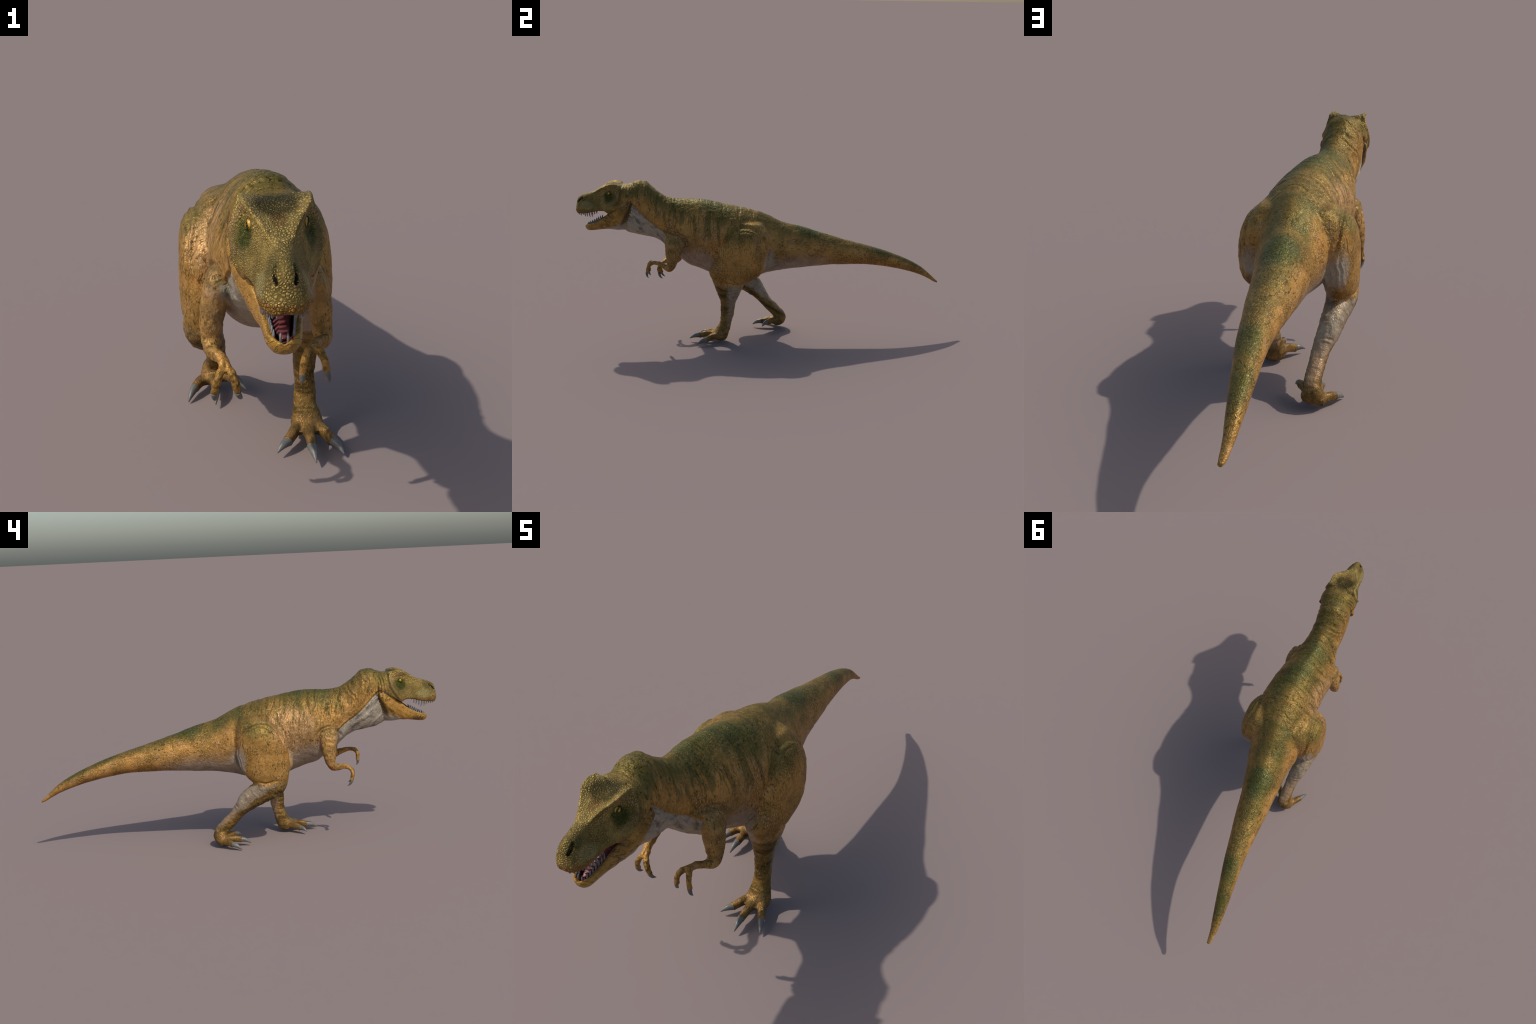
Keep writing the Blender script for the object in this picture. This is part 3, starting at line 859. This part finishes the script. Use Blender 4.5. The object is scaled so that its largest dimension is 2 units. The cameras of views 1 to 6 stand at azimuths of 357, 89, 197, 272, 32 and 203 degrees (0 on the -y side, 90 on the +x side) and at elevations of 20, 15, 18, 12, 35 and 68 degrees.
# lining of the mouth: what faces into the gap between palate and jaw floor
CN = N[quads].mean(1)
J = np.array(JAW)
rim_x, rim_z, in_x = pchip(J[:, 0], J[:, [6, 7, 8]], np.clip(cy, -.951, -.70)).T
lipx = pchip(np.array(sorted(SKULL)), np.array([SKULL[k][6] for k in sorted(SKULL)]), np.clip(cy, -.999, -.69))[:, 0]
inward = CN[:, 0] * np.sign(C[:, 0]) < .3
inside_low = inward & (fl == code["lower_jaw"]) & (np.abs(C[:, 0]) < in_x + .001) & (C[:, 2] > .604) & (CN[:, 2] > -.35) & (cy > -.94) & (C[:, 2] < rim_z)
inside_up = (fl == code["head"]) & (np.abs(C[:, 0]) < lipx - .008) & (CN[:, 2] < -.3) & (C[:, 2] < .745)
inside_back = inward & tk & (cy < -.73) & (CN[:, 1] < -.3) & (np.abs(C[:, 0]) < .052) & (C[:, 2] < .74) & (C[:, 2] > .63)
region[inside_low | inside_up | inside_back] = "mouth_lining"
for sx in (1, -1):
    a = np.array([sx * .0195, -.963, .766]); b = np.array([sx * .0165, -.983, .744])
    t = np.clip(((C - a) @ (b - a)) / ((b - a) @ (b - a)), 0, 1)
    dn = np.linalg.norm(C - (a + t[:, None] * (b - a)), axis=1)
    region[(fl == code["head"]) & (dn < .0048)] = "nostril"

def part(name, mask, mat, parent):
    q = quads[mask]
    used, idx = np.unique(q, return_inverse=True)
    idx = idx.reshape(-1, 4)
    me = bpy.data.meshes.new(name)
    me.vertices.add(len(used)); me.vertices.foreach_set("co", V[used].ravel())
    me.loops.add(idx.size); me.loops.foreach_set("vertex_index", idx.ravel())
    me.polygons.add(len(idx)); me.polygons.foreach_set("loop_start", np.arange(0, idx.size, 4))
    me.update(calc_edges=True); me.validate()
    me.polygons.foreach_set("use_smooth", [True] * len(me.polygons))
    me.normals_split_custom_set_from_vertices([tuple(n) for n in N[used]])
    me.materials.append(mat)
    ob = bpy.data.objects.new(name, me)
    bpy.context.scene.collection.objects.link(ob)
    ob.parent = parent
    return ob

def is_(n): return region == n
head = part("head", is_("head"), SKIN, root)
jaw = part("lower_jaw", is_("lower_jaw"), JAWSKIN, root)
neck_o = part("neck", is_("neck"), SKIN, root)
torso = part("torso", is_("torso"), SKIN, root)
tail = part("tail", is_("tail"), SKIN, root)
lining = part("mouth_lining", is_("mouth_lining"), FLESH, head)
part("nostril", is_("nostril"), DARK, head)
limbs = {}
for key, nm, sub in (("planted", "leg", "foot"), ("trailing", "leg", "foot"), ("raised", "arm", "hand"), ("lowered", "arm", "hand")):
    top_o = part(nm, is_(nm + "_" + key), SKIN, root)
    limbs[key] = (top_o, part(sub, is_(sub + "_" + key), SKIN, top_o))

# ------------------------------------------------------------------ claws, teeth, eyes, tongue
def horn(name, path, r0, mat, parent, n=18, squash=1.0, tip=.12, up=(0, 0, 1)):
    path = np.array(path); k = len(path)
    rr = r0 * np.array([1.0, .80, .48, tip][:k]) if k == 4 else r0 * np.linspace(1, tip, k)
    v, f = tube(path, rr, rr * squash, n=n, count=18, up=up)
    ob = new_mesh(name, v, f)
    ob.data.materials.append(mat); ob.parent = parent
    return ob

def curved(b, t, lift, back=.004):
    """Claw path from inside the toe to the tip, arched upward by lift."""
    b, t = np.array(b), np.array(t); d = t - b
    u = d / np.linalg.norm(d)
    p0 = b - u * back
    return [p0, b + .36 * d + np.array([0, 0, lift]), b + .72 * d + np.array([0, 0, lift * .8]), t]

for side, toes in TOES.items():
    for a, b, c, d in toes:
        horn("claw", curved(c, d, .005, .006), .0130, CLAW, limbs[side][0], squash=1.1)
for side, fingers in FINGERS.items():
    for w_, k_, m_, c, d in fingers:
        c, d = np.array(c), np.array(d)
        mid = (c + d) / 2
        bow = np.array([0, -.004, -.001])
        horn("claw", [c + (c - d) * .2, c + .36 * (d - c) + bow, c + .72 * (d - c) + bow * .8, d], .0078, CLAW, limbs[side][0], up=(1, .01, 0))

sy = np.array(sorted(SKULL)); lipxz = np.array([SKULL[k][6] for k in sy])
def tooth(x0, y0, z0, length, r, down, parent):
    s = -1 if down else 1
    lean = rng.uniform(-.12, .12)
    p = [(x0, y0, z0 - s * .005), (x0 * 1.0, y0 - .0015 * length / .02, z0 + s * length * .4),
         (x0 * .99, y0 + lean * length * .3, z0 + s * length * .78), (x0 * .98, y0 + .10 * length + lean * length * .5, z0 + s * length)]
    v, f = tube(p, [r, r * .92, r * .6, r * .18], [r * 1.2, r * 1.1, r * .7, r * .2], n=14, count=14, up=(0, 1, 0.01))
    ob = new_mesh("tooth", v, f); ob.data.materials.append(TOOTH); ob.parent = parent

upper = [(-.990, .009), (-.981, .013), (-.970, .014), (-.959, .012), (-.948, .017), (-.936, .023), (-.923, .029), (-.910, .026), (-.897, .021), (-.885, .019)]
for yy, ll in upper:
    lx, lz = pchip(sy, lipxz, [yy])[0]
    for sx in (1, -1):
        tooth(sx * (lx - .007), yy + .003, lz + .002, ll * 1.25 * rng.uniform(.85, 1.10), .0026 + ll * .034, True, head)
lower = [(-.936, .012), (-.928, .015), (-.917, .016), (-.906, .018), (-.895, .019), (-.884, .021), (-.873, .021), (-.863, .019)]
for i, (yy, ll) in enumerate(lower):
    P = pchip(J[:, 0], J[:, [8, 9]], [yy])[0]
    for sx in (1, -1):
        xx = .007 if i == 0 else P[0] + .001
        tooth(sx * xx, yy, P[1] - .005, ll * rng.uniform(.92, 1.08) + .004, .0026 + ll * .032, False, jaw)

for sx in (1, -1):
    t = np.linspace(0, math.pi, 33)
    rings = [[(.0118 * math.sin(a) * math.cos(p), .0118 * math.sin(a) * math.sin(p), .0118 * math.cos(a)) for p in np.linspace(0, TAU, 32, endpoint=False)] for a in t[1:-1]]
    v, f = loft(np.array(rings))
    eye = new_mesh("eye", v, f); eye.data.materials.append(EYE)
    eye.location = (sx * .0490, -.815, .799); eye.parent = head
    eye.rotation_euler = (0, 0, -sx * math.radians(36))
    # almond lids, two short arcs wrapped round the ball
    for k in (1, -1):
        a = np.linspace(-1, 1, 9)
        open_ = .0078 if k > 0 else .0072
        py = a * .0106; pz = k * open_ * np.sqrt(np.clip(1 - a * a, 0, 1)) ** 1.2 + a * .0015
        px = np.sqrt(np.clip(.0124 ** 2 - py ** 2 - pz ** 2, 1e-6, 1)) + .0002
        v, f = tube(np.column_stack([sx * (.0490 + px), -.815 + py, .799 + pz]), [.0006] + [.0021] * 7 + [.0006], n=12, count=30, up=(sx, 0, 0.01))
        lid = new_mesh("eyelid", v, f); lid.data.materials.append(SKIN); lid.parent = head

# tongue: a long flat tongue lying on the jaw floor
tp = [(0, -.925, .612), (0, -.905, .617), (0, -.87, .624), (0, -.83, .638), (0, -.79, .660), (0, -.765, .680)]
v, f = tube(tp, [.004, .013, .018, .026, .034, .030], [.002, .005, .007, .009, .010, .010], n=28, count=40)
tg = new_mesh("tongue", v, f); tg.data.materials.append(TONGUE); tg.parent = jaw
